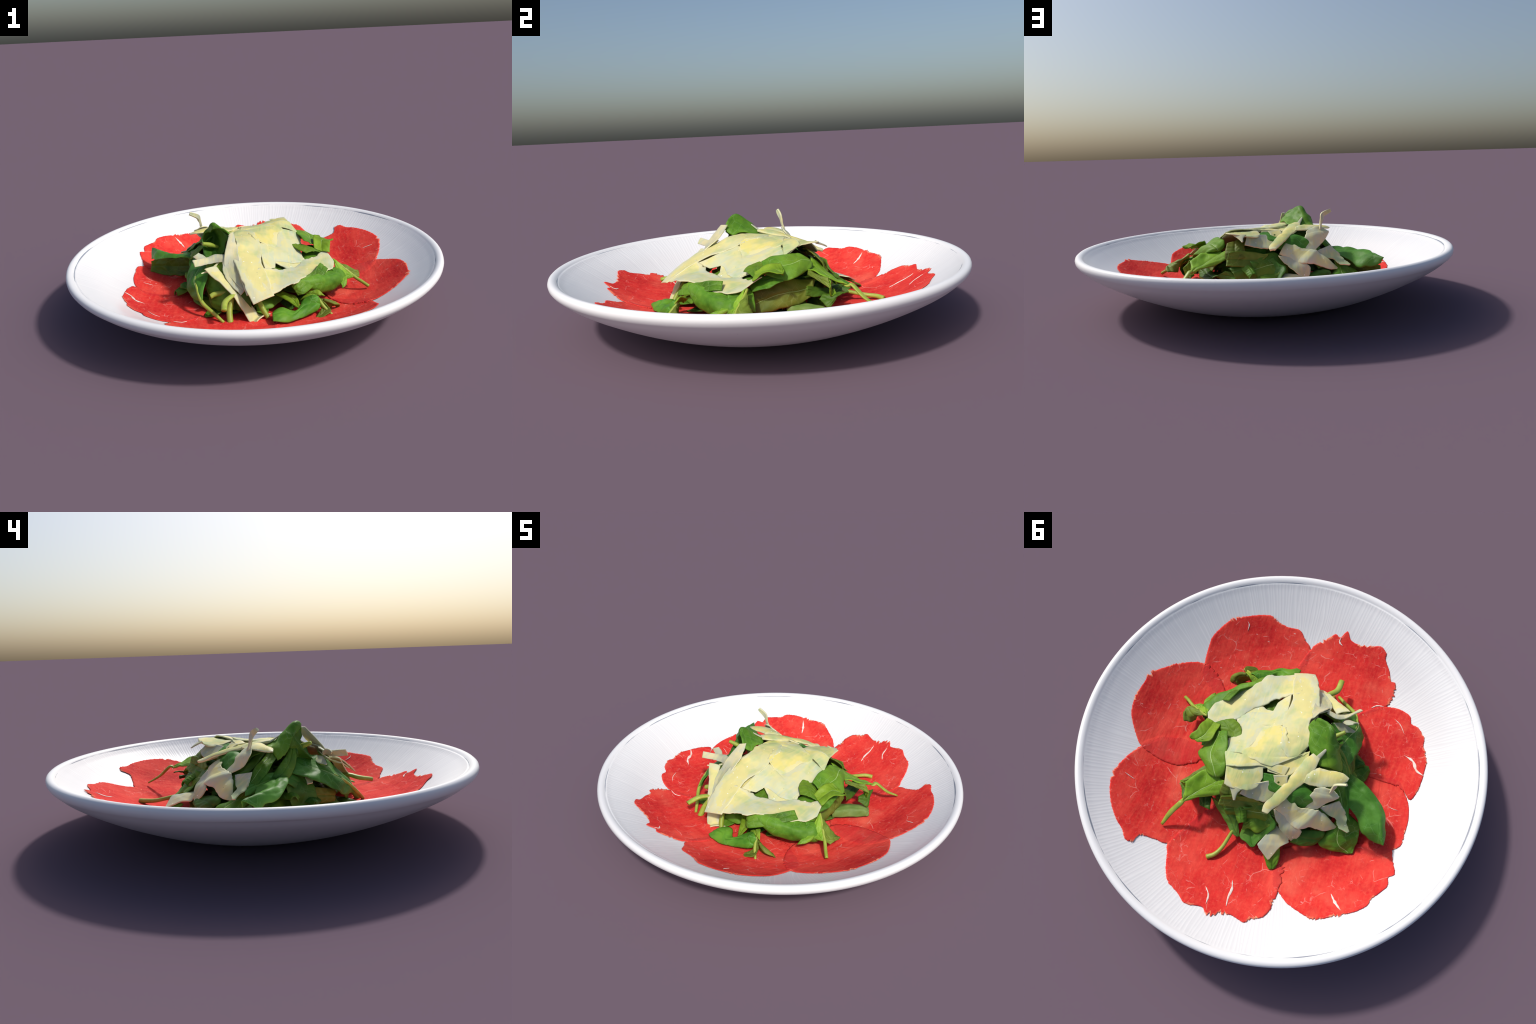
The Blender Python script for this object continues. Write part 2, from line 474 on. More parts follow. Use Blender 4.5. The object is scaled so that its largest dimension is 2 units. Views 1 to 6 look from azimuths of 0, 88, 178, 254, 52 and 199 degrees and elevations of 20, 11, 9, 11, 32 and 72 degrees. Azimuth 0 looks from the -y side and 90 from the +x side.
def build_plate():
    inner = list(spline(np.array(INNER), np.linspace(0, 1, 60)))[1:]
    under = list(spline(np.array(UNDER), np.linspace(0, 1, 44)))[:-1]
    prof = [(r, z, 1) for r, z in inner] + [(r, z, 0) for r, z in RIM] + [(r, max(0.0, z), 2) for r, z in under]
    segs, verts, faces = 240, [], []
    for r, z, kind in prof:
        for k in range(segs):
            a = TAU * k / segs
            w = (1 - r * r) if kind == 2 else 0.0
            verts.append((r * math.cos(a) + SHIFT[0] * w, r * math.sin(a) + SHIFT[1] * w, max(0.0, z + (bulge(r, a) if kind == 1 else dent(r, a) if kind == 2 else 0))))
    n = len(prof)
    for i in range(n - 1):
        for k in range(segs):
            k2 = (k + 1) % segs
            faces.append((i * segs + k, (i + 1) * segs + k, (i + 1) * segs + k2, i * segs + k2))
    verts += [(0, 0, INNER[0][1]), (SHIFT[0], SHIFT[1], 0)]
    for k in range(segs):
        k2 = (k + 1) % segs
        faces.append((len(verts) - 2, k, k2))
        faces.append((len(verts) - 1, (n - 1) * segs + k2, (n - 1) * segs + k))
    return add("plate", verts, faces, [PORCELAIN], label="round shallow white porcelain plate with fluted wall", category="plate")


build_plate()

# ------------------------------------------------------------------ beef slices
# outlines of the eight thin slices, going round the plate (plan view, metres)
SLICES = [
    [(0.571, -0.349), (0.575, -0.394), (0.580, -0.448), (0.580, -0.524), (0.556, -0.583), (0.528, -0.630), (0.495, -0.666), (0.445, -0.695), (0.384, -0.727), (0.317, -0.748), (0.272, -0.734), (0.215, -0.730), (0.151, -0.736), (0.108, -0.700), (0.066, -0.666), (0.060, -0.590), (0.082, -0.504), (0.100, -0.406), (0.148, -0.298), (0.249, -0.243), (0.366, -0.236), (0.473, -0.267), (0.544, -0.308)],
    [(0.089, -0.598), (0.065, -0.663), (0.046, -0.697), (0.006, -0.730), (-0.039, -0.770), (-0.068, -0.762), (-0.097, -0.796), (-0.129, -0.762), (-0.190, -0.749), (-0.248, -0.755), (-0.293, -0.761), (-0.330, -0.735), (-0.337, -0.706), (-0.373, -0.661), (-0.402, -0.609), (-0.425, -0.605), (-0.438, -0.545), (-0.424, -0.490), (-0.387, -0.465), (-0.338, -0.415), (-0.254, -0.363), (-0.128, -0.339), (-0.014, -0.373), (0.073, -0.452), (0.101, -0.533)],
    [(-0.257, -0.328), (-0.286, -0.395), (-0.330, -0.439), (-0.385, -0.471), (-0.445, -0.485), (-0.501, -0.480), (-0.550, -0.457), (-0.568, -0.420), (-0.609, -0.403), (-0.651, -0.354), (-0.659, -0.315), (-0.691, -0.256), (-0.699, -0.185), (-0.700, -0.128), (-0.695, -0.077), (-0.672, -0.029), (-0.615, -0.075), (-0.535, -0.086), (-0.455, -0.087), (-0.360, -0.081), (-0.276, -0.140), (-0.238, -0.233)],
    [(-0.399, -0.059), (-0.482, -0.104), (-0.557, -0.117), (-0.606, -0.106), (-0.636, -0.063), (-0.672, -0.006), (-0.692, 0.071), (-0.694, 0.137), (-0.692, 0.210), (-0.666, 0.242), (-0.609, 0.290), (-0.527, 0.315), (-0.436, 0.264), (-0.377, 0.152), (-0.360, 0.022)],
    [(-0.167, 0.591), (-0.135, 0.514), (-0.153, 0.411), (-0.287, 0.339), (-0.412, 0.288), (-0.524, 0.251), (-0.597, 0.242), (-0.652, 0.245), (-0.675, 0.303), (-0.697, 0.363), (-0.673, 0.391), (-0.679, 0.431), (-0.649, 0.481), (-0.623, 0.519), (-0.616, 0.548), (-0.578, 0.590), (-0.524, 0.625), (-0.475, 0.653), (-0.425, 0.681), (-0.370, 0.689), (-0.309, 0.674), (-0.254, 0.655), (-0.214, 0.627)],
    [(0.367, 0.624), (0.383, 0.577), (0.349, 0.480), (0.296, 0.375), (0.200, 0.288), (0.073, 0.276), (-0.055, 0.314), (-0.148, 0.396), (-0.188, 0.511), (-0.201, 0.626), (-0.195, 0.676), (-0.197, 0.717), (-0.172, 0.761), (-0.126, 0.788), (-0.102, 0.812), (-0.057, 0.803), (-0.016, 0.801), (0.065, 0.837), (0.105, 0.810), (0.179, 0.823), (0.238, 0.787), (0.304, 0.750), (0.341, 0.688)],
    [(0.745, 0.262), (0.725, 0.205), (0.697, 0.144), (0.644, 0.083), (0.564, 0.039), (0.450, 0.032), (0.346, 0.082), (0.268, 0.175), (0.235, 0.301), (0.250, 0.408), (0.306, 0.505), (0.382, 0.580), (0.441, 0.584), (0.511, 0.593), (0.534, 0.635), (0.565, 0.637), (0.595, 0.601), (0.654, 0.552), (0.712, 0.477), (0.749, 0.399), (0.758, 0.327)],
    [(0.792, 0.053), (0.811, 0.011), (0.821, -0.046), (0.818, -0.110), (0.807, -0.169), (0.809, -0.194), (0.787, -0.229), (0.748, -0.275), (0.675, -0.341), (0.607, -0.381), (0.550, -0.384), (0.466, -0.342), (0.401, -0.260), (0.366, -0.145), (0.353, -0.023), (0.390, 0.098), (0.478, 0.171), (0.569, 0.188), (0.654, 0.175), (0.706, 0.158), (0.745, 0.120)],
]


def inside(poly, x, y):
    hit, n = False, len(poly)
    for i in range(n):
        (x1, y1), (x2, y2) = poly[i], poly[i - 1]
        if (y1 > y) != (y2 > y) and x < (x2 - x1) * (y - y1) / (y2 - y1) + x1:
            hit = not hit
    return hit


def within(poly, x, y):
    """Vectorised point-in-outline test, 1.0 inside."""
    hit = np.zeros(len(x), bool)
    for (x1, y1), (x2, y2) in zip(poly, np.roll(poly, 1, axis=0)):
        cross = ((y1 > y) != (y2 > y)) & (x < (x2 - x1) * (y - y1) / (y2 - y1 + 1e-12) + x1)
        hit ^= cross
    return hit.astype(float)


def beef_slice(k, outline):
    na, nr = 420, 30
    p = np.array(outline)
    n = len(p)
    loop = []
    for s in np.linspace(0, n, na, endpoint=False):
        i, f = int(s), s - int(s)
        a, b, c, d = p[i - 1], p[i % n], p[(i + 1) % n], p[(i + 2) % n]
        loop.append(0.5 * (2 * b + (c - a) * f + (2 * a - 5 * b + 4 * c - d) * f * f + (3 * b - a - 3 * c + d) * f ** 3))
    loop = np.array(loop)
    cen = loop.mean(0)
    out = loop.copy()
    for i in range(na):                                     # torn, fibrous edge
        x = i / na * 60
        rough = min(1.0, 2.6 * max(0.0, noise.noise(Vector((x * 0.22, k * 5.0, 2.0))) - 0.04)) + 0.14
        out[i] += (loop[i] - cen) * (0.075 * rough * (0.8 * noise.noise(Vector((x * 1.5, k * 9.1, 0))) + 0.7 * noise.noise(Vector((x * 3.1, k * 4.7, 7.0))) + 0.8 * noise.noise(Vector((x * 7.3, k * 2.9, 3.0)))))
    verts, faces, fm = [], [], []
    rank = lambda j: -1 if j == 8 else (j * 3) % 8
    below = [np.array(SLICES[j]) for j in ((k - 1) % 8, (k + 1) % 8, 8) if k < 8 and rank(j) < rank(k)]
    thick = 0.003
    ts = np.linspace(0, 1, nr + 1)[1:] ** 0.8
    flat = np.concatenate([cen + (out - cen) * t for t in ts] + [cen[None]])
    step = np.zeros(len(flat))                              # a slice climbs softly over the ones beneath it
    for o in below:
        for dx, dy in ((0, 0), (0.013, 0), (-0.013, 0), (0, 0.013), (0, -0.013)):
            step += 0.2 * 0.0045 * within(o, flat[:, 0] + dx, flat[:, 1] + dy)
    zs = [floor_at(q[0], q[1]) + 0.0022 + 0.0014 * noise.noise(Vector((q[0] * 9, q[1] * 9, 3.0))) + 0.0008 * noise.noise(Vector((q[0] * 30, q[1] * 30, 1))) for q in flat]
    zs = np.array(zs) + step
    for top in (1, 0):
        for n_, (q, z) in enumerate(zip(flat[:-1], zs)):
            verts.append((q[0], q[1], z + (thick * (0.35 if n_ >= (nr - 1) * na else 1) if top else 0)))
    height = lambda q: zs[-1]
    verts += [(cen[0], cen[1], height(cen) + thick), (cen[0], cen[1], height(cen))]
    nv = nr * na
    others = below[:-1]
    for j in range(nr - 1):
        for i in range(na):
            i2 = (i + 1) % na
            a, b, c, d = j * na + i, (j + 1) * na + i, (j + 1) * na + i2, j * na + i2
            faces.append((a, b, c, d))
            q = cen + (out[i] - cen) * (ts[j] + ts[j + 1]) / 2
            wob = 0.012 * noise.noise(Vector((q[0] * 14, q[1] * 14, k)))
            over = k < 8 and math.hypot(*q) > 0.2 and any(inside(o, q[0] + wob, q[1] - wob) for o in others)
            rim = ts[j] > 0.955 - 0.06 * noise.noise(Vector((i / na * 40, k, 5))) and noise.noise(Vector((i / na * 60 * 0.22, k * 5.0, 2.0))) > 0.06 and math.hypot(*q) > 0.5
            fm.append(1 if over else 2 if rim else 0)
            faces.append((nv + d, nv + c, nv + b, nv + a)); fm.append(0)
    for i in range(na):
        i2 = (i + 1) % na
        faces.append((2 * nv, i, i2)); fm.append(0)
        faces.append((2 * nv + 1, nv + i2, nv + i)); fm.append(0)
        e = (nr - 1) * na
        faces.append((e + i, nv + e + i, nv + e + i2, e + i2)); fm.append(0)
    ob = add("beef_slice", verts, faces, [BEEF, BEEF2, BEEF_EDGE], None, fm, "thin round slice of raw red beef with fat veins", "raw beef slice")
    ob["lift"] = 0.007 if below else 0.003
    return ob


SLICES.append([(0.52 * math.cos(TAU * i / 20), 0.52 * math.sin(TAU * i / 20)) for i in range(20)])      # one more under the heap
BEEF_OBJECTS = [beef_slice(k, o) for k, o in enumerate(SLICES)]


def fat_streak(k, path, width):
    """A lens-shaped streak of white fat lying in a slit of slice k."""
    ts = np.linspace(0, 1, 24)
    c = spline(np.array(path), ts)
    t = np.gradient(c, axis=0)
    t /= np.linalg.norm(t, axis=1, keepdims=True)
    side = np.stack([-t[:, 1], t[:, 0]], 1)
    verts, faces = [], []
    for i, u in enumerate(ts):
        w = 0.75 * width * math.sin(math.pi * min(max(u, 0.02), 0.98)) ** 0.7 * (0.75 + 0.5 * noise.noise(Vector((u * 7, k * 3.0, path[0][0] * 50))))
        for s, hgt in ((-1, 0.002), (-0.5, 0.0045), (0.5, 0.0045), (1, 0.002)):
            q = c[i] + side[i] * w * s
            verts.append((q[0], q[1], floor_at(*q) + 0.0022 + 0.003 + 0.0005 + hgt * 0.6))
    for i in range(23):
        for s in range(3):
            faces.append((i * 4 + s, i * 4 + s + 1, (i + 1) * 4 + s + 1, (i + 1) * 4 + s))
    return add("fat_streak", verts, faces, [FAT], BEEF_OBJECTS[k])


fat_streak(5, [(0.130, 0.712), (0.101, 0.746), (0.093, 0.790)], 0.008)
fat_streak(5, [(0.024, 0.640), (0.010, 0.679), (0.010, 0.724), (0.002, 0.768)], 0.009)
fat_streak(4, [(-0.444, 0.547), (-0.471, 0.580), (-0.506, 0.610)], 0.011)
fat_streak(2, [(-0.583, -0.251), (-0.632, -0.229), (-0.661, -0.185), (-0.700, -0.164)], 0.01)
fat_streak(1, [(-0.075, -0.764), (-0.072, -0.740), (-0.094, -0.726)], 0.006)
fat_streak(0, [(0.430, -0.676), (0.417, -0.663), (0.416, -0.635)], 0.004)
fat_streak(6, [(0.713, 0.325), (0.689, 0.331), (0.660, 0.337)], 0.004)
fat_streak(1, [(-0.345, -0.454), (-0.371, -0.475), (-0.407, -0.478)], 0.006)
fat_streak(2, [(-0.479, -0.427), (-0.518, -0.402), (-0.550, -0.360)], 0.003)
fat_streak(3, [(-0.585, 0.034), (-0.609, 0.040), (-0.632, 0.041)], 0.003)

# ------------------------------------------------------------------ hidden filling of the heap
def filling():
    """Leaves crowded under the visible ones, so that no view looks through the heap."""
    rng = random.Random(3)
    for k in range(64):
        a = k * 2.399
        r = 0.35 * math.sqrt((k + 0.5) / 64)
        cx, cy = r * math.cos(a) - 0.03, r * math.sin(a) - 0.01
        top = 0.335 - 1.5 * r * r - 0.35 * max(0.0, -cy - 0.12) - 0.25 * max(0.0, cx - 0.1)
        z = top - rng.uniform(0.0, 0.05)
        d = rng.uniform(0, TAU)
        ln, wd = rng.uniform(0.07, 0.11), rng.uniform(0.04, 0.06)
        slope = -0.75 * r
        ribs = []
        for u, w in ((-1, 0.25), (-0.5, 0.9), (0.1, 1.0), (0.6, 0.7), (1, 0.1)):
            row = []
            for s in (-1, 0, 1):
                x = cx + math.cos(d) * ln * u - math.sin(d) * wd * w * s
                y = cy + math.sin(d) * ln * u + math.cos(d) * wd * w * s
                row.append((x, y, max(0.10, z + slope * (math.hypot(x, y) - r) - 0.02 * abs(s) + rng.uniform(-0.006, 0.006))))
            ribs.append(row)
        leaf(ribs, seed=200 + k, tone=rng.choice(["dark", "mid", "deep"]))


filling()

# ------------------------------------------------------------------ leaves and cheese
# --- parmesan shavings draped over the heap
shaving([[(0.089, -0.455, 0.225), (-0.015, -0.499, 0.204)],
     [(0.068, -0.372, 0.275), (-0.064, -0.404, 0.273)],
     [(0.039, -0.272, 0.323), (-0.094, -0.307, 0.332)],
     [(0.038, -0.158, 0.356), (-0.117, -0.222, 0.369)],
     [(0.031, -0.091, 0.382), (-0.090, -0.158, 0.402)],
     [(0.016, -0.046, 0.397), (-0.120, -0.089, 0.409)],
     [(-0.005, 0.014, 0.405), (-0.126, -0.032, 0.407)],
     [(-0.041, 0.050, 0.405), (-0.106, 0.006, 0.404)],
     [(-0.065, 0.057, 0.401), (-0.083, 0.046, 0.399)]], arch=0.015, seed=1, tone='pale')
shaving([[(0.382, -0.003, 0.296), (0.426, -0.092, 0.249)],
     [(0.344, -0.046, 0.276), (0.413, -0.156, 0.233)],
     [(0.303, -0.070, 0.273), (0.385, -0.182, 0.231)],
     [(0.255, -0.113, 0.270), (0.325, -0.272, 0.238)],
     [(0.214, -0.174, 0.265), (0.264, -0.308, 0.251)],
     [(0.154, -0.225, 0.271), (0.231, -0.339, 0.258)],
     [(0.127, -0.255, 0.278), (0.205, -0.388, 0.256)],
     [(0.090, -0.267, 0.294), (0.148, -0.412, 0.247)],
     [(0.045, -0.300, 0.308), (0.073, -0.451, 0.226)],
     [(0.006, -0.310, 0.316), (0.047, -0.460, 0.220)]], arch=0.015, seed=2, tone='pale')
shaving([[(0.103, -0.245, 0.288), (0.052, -0.306, 0.305)],
     [(0.121, -0.179, 0.293), (0.029, -0.162, 0.356)],
     [(0.239, -0.144, 0.264), (0.029, -0.093, 0.378)],
     [(0.262, -0.066, 0.283), (0.094, -0.084, 0.344)],
     [(0.245, 0.001, 0.314), (0.113, -0.023, 0.351)],
     [(0.265, 0.041, 0.322), (0.130, 0.041, 0.371)],
     [(0.252, 0.113, 0.351), (0.162, 0.098, 0.387)]], arch=0.015, seed=3, tone='pale')
shaving([[(0.144, -0.103, 0.313), (0.005, -0.093, 0.391)],
     [(0.142, -0.025, 0.339), (-0.020, -0.049, 0.404)],
     [(0.151, 0.048, 0.370), (-0.040, 0.008, 0.404)],
     [(0.160, 0.102, 0.390), (-0.057, 0.057, 0.401)],
     [(0.085, 0.122, 0.403), (-0.118, 0.021, 0.400)],
     [(0.006, 0.122, 0.403), (-0.135, -0.005, 0.402)]], arch=0.015, seed=4, tone='cream')
shaving([[(0.248, 0.105, 0.353), (0.207, 0.185, 0.400)],
     [(0.173, 0.103, 0.389), (0.154, 0.175, 0.414)],
     [(0.072, 0.085, 0.401), (0.048, 0.134, 0.404)],
     [(0.001, 0.098, 0.407), (0.007, 0.137, 0.404)],
     [(-0.073, 0.093, 0.399), (-0.066, 0.139, 0.395)]], arch=0.015, seed=5, tone='cream')
shaving([[(0.210, 0.173, 0.392), (0.183, 0.273, 0.402)],
     [(0.184, 0.161, 0.394), (0.134, 0.275, 0.395)],
     [(0.135, 0.151, 0.396), (0.077, 0.262, 0.385)],
     [(0.085, 0.141, 0.396), (0.042, 0.234, 0.380)],
     [(0.044, 0.129, 0.395), (0.028, 0.179, 0.385)]], arch=0.04, seed=6, tone='cream')
shaving([[(0.165, 0.263, 0.398), (0.098, 0.265, 0.395)],
     [(0.143, 0.292, 0.385), (0.113, 0.288, 0.385)],
     [(0.121, 0.320, 0.366), (0.117, 0.318, 0.367)]], seed=7, tone='grey')
shaving([[(0.110, 0.278, 0.345), (0.093, 0.245, 0.390)],
     [(0.053, 0.279, 0.332), (0.052, 0.215, 0.385)],
     [(-0.012, 0.271, 0.322), (-0.029, 0.164, 0.380)],
     [(-0.045, 0.228, 0.335), (-0.078, 0.136, 0.390)]], seed=8, tone='grey')
shaving([[(-0.015, 0.153, 0.395), (-0.083, 0.132, 0.400)],
     [(-0.034, 0.187, 0.370), (-0.088, 0.154, 0.390)],
     [(-0.073, 0.214, 0.345), (-0.105, 0.193, 0.360)]], seed=9, tone='pale')
shaving([[(-0.016, 0.317, 0.318), (-0.043, 0.319, 0.322)],
     [(-0.017, 0.278, 0.330), (-0.062, 0.287, 0.330)],
     [(-0.045, 0.226, 0.352), (-0.093, 0.252, 0.347)],
     [(-0.077, 0.166, 0.375), (-0.124, 0.192, 0.368)],
     [(-0.106, 0.092, 0.393), (-0.170, 0.125, 0.390)],
     [(-0.131, 0.031, 0.405), (-0.189, 0.067, 0.403)],
     [(-0.158, -0.003, 0.415), (-0.194, 0.012, 0.414)]], arch=0.12, seed=10, tone='cream', thick=0.012)
shaving([[(-0.174, 0.050, 0.400), (-0.150, 0.038, 0.400)],
     [(-0.194, 0.014, 0.415), (-0.177, 0.004, 0.418)],
     [(-0.218, -0.043, 0.449), (-0.215, -0.044, 0.449)]], seed=11, tone='grey')
shaving([[(-0.158, 0.139, 0.390), (-0.160, 0.099, 0.405)],
     [(-0.218, 0.143, 0.390), (-0.195, 0.057, 0.410)],
     [(-0.277, 0.127, 0.395), (-0.251, 0.048, 0.405)],
     [(-0.324, 0.091, 0.392), (-0.313, 0.039, 0.405)],
     [(-0.346, 0.068, 0.392), (-0.352, 0.051, 0.395)]], arch=0.12, seed=12, tone='cream')
shaving([[(-0.189, 0.230, 0.295), (-0.254, 0.213, 0.296)],
     [(-0.197, 0.196, 0.330), (-0.298, 0.172, 0.330)],
     [(-0.204, 0.175, 0.360), (-0.337, 0.151, 0.380)],
     [(-0.217, 0.150, 0.390), (-0.324, 0.140, 0.395)],
     [(-0.260, 0.136, 0.410), (-0.289, 0.136, 0.412)]], arch=0.06, seed=13, tone='pale')
shaving([[(-0.285, 0.148, 0.396), (-0.297, 0.142, 0.396)],
     [(-0.289, 0.139, 0.425), (-0.300, 0.136, 0.425)],
     [(-0.292, 0.136, 0.452), (-0.306, 0.130, 0.448)],
     [(-0.298, 0.133, 0.480), (-0.312, 0.122, 0.463)],
     [(-0.325, 0.127, 0.494), (-0.333, 0.117, 0.477)],
     [(-0.348, 0.122, 0.500), (-0.353, 0.115, 0.488)]], seed=14, tone='grey', thick=0.012, jag=0.02)
shaving([[(-0.063, 0.279, 0.290), (-0.114, 0.190, 0.350)],
     [(-0.106, 0.287, 0.275), (-0.169, 0.236, 0.320)],
     [(-0.149, 0.314, 0.250), (-0.217, 0.225, 0.305)],
     [(-0.196, 0.329, 0.250), (-0.256, 0.216, 0.300)],
     [(-0.250, 0.291, 0.232), (-0.271, 0.213, 0.285)],
     [(-0.304, 0.287, 0.207), (-0.309, 0.221, 0.260)],
     [(-0.361, 0.252, 0.201), (-0.369, 0.241, 0.201)]], arch=0.08, seed=15, tone='pale')
shaving([[(-0.259, 0.204, 0.290), (-0.340, 0.144, 0.310)],
     [(-0.299, 0.211, 0.262), (-0.381, 0.171, 0.275)],
     [(-0.347, 0.222, 0.245), (-0.397, 0.187, 0.252)],
     [(-0.374, 0.247, 0.222), (-0.417, 0.221, 0.235)],
     [(-0.425, 0.257, 0.219), (-0.432, 0.247, 0.220)]], seed=16, tone='grey', jag=0.12)
shaving([[(-0.059, 0.279, 0.285), (-0.113, 0.278, 0.280)],
     [(-0.084, 0.316, 0.255), (-0.160, 0.307, 0.255)],
     [(-0.117, 0.352, 0.230), (-0.213, 0.322, 0.235)],
     [(-0.156, 0.369, 0.200), (-0.217, 0.339, 0.200)],
     [(-0.182, 0.375, 0.174), (-0.196, 0.367, 0.174)]], seed=17, tone='grey', jag=0.1)
shaving([[(-0.086, 0.327, 0.200), (-0.167, 0.364, 0.200)],
     [(-0.043, 0.420, 0.178), (-0.175, 0.384, 0.175)],
     [(-0.040, 0.453, 0.170), (-0.145, 0.416, 0.165)],
     [(-0.104, 0.493, 0.137), (-0.109, 0.487, 0.137)]], seed=18, tone='grey')
shaving([[(0.264, -0.070, 0.274), (0.114, -0.138, 0.308), (-0.115, -0.199, 0.371)],
     [(0.246, 0.007, 0.309), (0.065, -0.042, 0.364), (-0.113, -0.090, 0.401)],
     [(0.245, 0.084, 0.340), (0.060, 0.028, 0.382), (-0.124, -0.038, 0.398)],
     [(0.222, 0.147, 0.376), (0.038, 0.088, 0.394), (-0.119, 0.015, 0.395)],
     [(0.177, 0.196, 0.402), (0.046, 0.140, 0.392), (-0.100, 0.065, 0.387)]], seed=25, tone='pale', jag=0.02)
shaving([[(0.090, -0.350, 0.271), (-0.047, -0.452, 0.229)],
     [(0.080, -0.239, 0.296), (-0.097, -0.294, 0.329)],
     [(0.048, -0.127, 0.352), (-0.121, -0.193, 0.372)]], seed=26, tone='pale', jag=0.02)
shaving([[(0.247, -0.056, 0.284), (0.272, -0.102, 0.264)],
     [(0.195, -0.087, 0.289), (0.241, -0.169, 0.254)],
     [(0.142, -0.098, 0.308), (0.184, -0.210, 0.261)],
     [(0.108, -0.120, 0.319), (0.142, -0.196, 0.273)],
     [(0.067, -0.134, 0.336), (0.101, -0.188, 0.294)]], seed=27, tone='cream', jag=0.03)
shaving([[(0.043, 0.075, 0.392), (0.017, 0.146, 0.391)],
     [(-0.022, 0.050, 0.396), (-0.072, 0.136, 0.386)],
     [(-0.111, 0.002, 0.397), (-0.119, 0.083, 0.388)],
     [(-0.138, -0.015, 0.398), (-0.143, 0.038, 0.393)]], seed=28, tone='cream', jag=0.03)
shaving([[(-0.105, -0.150, 0.462), (-0.123, -0.185, 0.462)],
     [(-0.085, -0.200, 0.400), (-0.150, -0.262, 0.372)],
     [(-0.075, -0.270, 0.350), (-0.153, -0.290, 0.315)],
     [(-0.060, -0.340, 0.290), (-0.120, -0.340, 0.275)],
     [(-0.045, -0.385, 0.250), (-0.060, -0.400, 0.235)]], seed=19, tone='grey')
shaving([[(-0.150, -0.235, 0.370), (-0.155, -0.262, 0.338)],
     [(-0.200, -0.222, 0.365), (-0.205, -0.262, 0.335)],
     [(-0.240, -0.240, 0.360), (-0.250, -0.280, 0.335)],
     [(-0.311, -0.305, 0.370), (-0.300, -0.320, 0.338)]], seed=20, tone='grey', arch=0.1)
shaving([[(-0.235, -0.225, 0.340), (-0.250, -0.250, 0.340)],
     [(-0.262, -0.212, 0.360), (-0.295, -0.240, 0.350)],
     [(-0.286, -0.215, 0.378), (-0.315, -0.235, 0.362)]], seed=21, tone='grey', arch=0.2)
shaving([[(-0.255, -0.302, 0.318), (-0.195, -0.269, 0.320)],
     [(-0.215, -0.335, 0.290), (-0.155, -0.310, 0.285)],
     [(-0.170, -0.365, 0.262), (-0.115, -0.345, 0.250)],
     [(-0.105, -0.420, 0.205), (-0.060, -0.375, 0.190)],
     [(-0.060, -0.455, 0.130), (-0.010, -0.400, 0.130)],
     [(-0.035, -0.468, 0.090), (0.020, -0.410, 0.100)],
     [(0.000, -0.475, 0.100), (0.070, -0.410, 0.108)]], seed=22, tone='pale', arch=0.08)
shaving([[(-0.183, -0.211, 0.330), (-0.204, -0.200, 0.320)],
     [(-0.235, -0.227, 0.335), (-0.250, -0.189, 0.315)],
     [(-0.307, -0.214, 0.312), (-0.306, -0.211, 0.310)]], seed=23, tone='grey')
shaving([[(-0.257, -0.124, 0.270), (-0.273, -0.099, 0.262)],
     [(-0.297, -0.148, 0.255), (-0.305, -0.111, 0.250)],
     [(-0.330, -0.137, 0.235), (-0.332, -0.109, 0.232)]], seed=24, tone='pale')
# --- rocket and spinach leaves, each a few ribs from edge to edge
leaf([[(-0.119, -0.167, 0.430), (-0.160, -0.151, 0.482), (-0.228, -0.109, 0.455)],
     [(-0.097, -0.126, 0.405), (-0.139, -0.141, 0.455), (-0.206, -0.111, 0.494), (-0.257, -0.072, 0.432)],
     [(-0.103, -0.071, 0.405), (-0.163, -0.073, 0.435), (-0.218, -0.057, 0.470), (-0.288, -0.041, 0.385)],
     [(-0.133, -0.012, 0.400), (-0.189, -0.019, 0.415), (-0.244, -0.009, 0.420), (-0.306, -0.009, 0.355)],
     [(-0.202, 0.035, 0.385), (-0.253, 0.031, 0.385), (-0.306, 0.010, 0.335)]], seed=1, tone='mid')
leaf([[(-0.130, -0.160, 0.445), (-0.205, -0.085, 0.485), (-0.275, -0.080, 0.430)],
     [(-0.140, -0.175, 0.400), (-0.210, -0.030, 0.420), (-0.285, -0.100, 0.400)],
     [(-0.160, -0.190, 0.360), (-0.215, -0.050, 0.365), (-0.275, -0.130, 0.360)],
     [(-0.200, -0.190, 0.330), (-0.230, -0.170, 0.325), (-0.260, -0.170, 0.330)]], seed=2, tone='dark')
leaf([[(-0.215, -0.030, 0.400), (-0.255, -0.085, 0.400)],
     [(-0.235, -0.040, 0.370), (-0.265, -0.095, 0.370)],
     [(-0.240, -0.040, 0.340), (-0.250, -0.100, 0.345)]], seed=3, tone='dark')
leaf([[(-0.214, -0.065, 0.410), (-0.239, -0.092, 0.400)],
     [(-0.271, -0.034, 0.360), (-0.282, -0.079, 0.345)],
     [(-0.308, 0.018, 0.320), (-0.334, -0.040, 0.285)],
     [(-0.336, 0.073, 0.280), (-0.357, 0.002, 0.260)]], seed=4, tone='dark', arch=0.1)
leaf([[(-0.225, -0.070, 0.360), (-0.260, -0.075, 0.325), (-0.335, -0.030, 0.280)],
     [(-0.190, -0.150, 0.350), (-0.272, -0.140, 0.302), (-0.350, -0.115, 0.260)],
     [(-0.180, -0.205, 0.330), (-0.287, -0.195, 0.285), (-0.358, -0.170, 0.240)],
     [(-0.215, -0.265, 0.305), (-0.305, -0.250, 0.255), (-0.355, -0.225, 0.205)],
     [(-0.250, -0.315, 0.250), (-0.297, -0.310, 0.215), (-0.335, -0.290, 0.170)],
     [(-0.275, -0.368, 0.180), (-0.272, -0.370, 0.170), (-0.272, -0.365, 0.160)]], seed=5, tone='deep', rib=True)
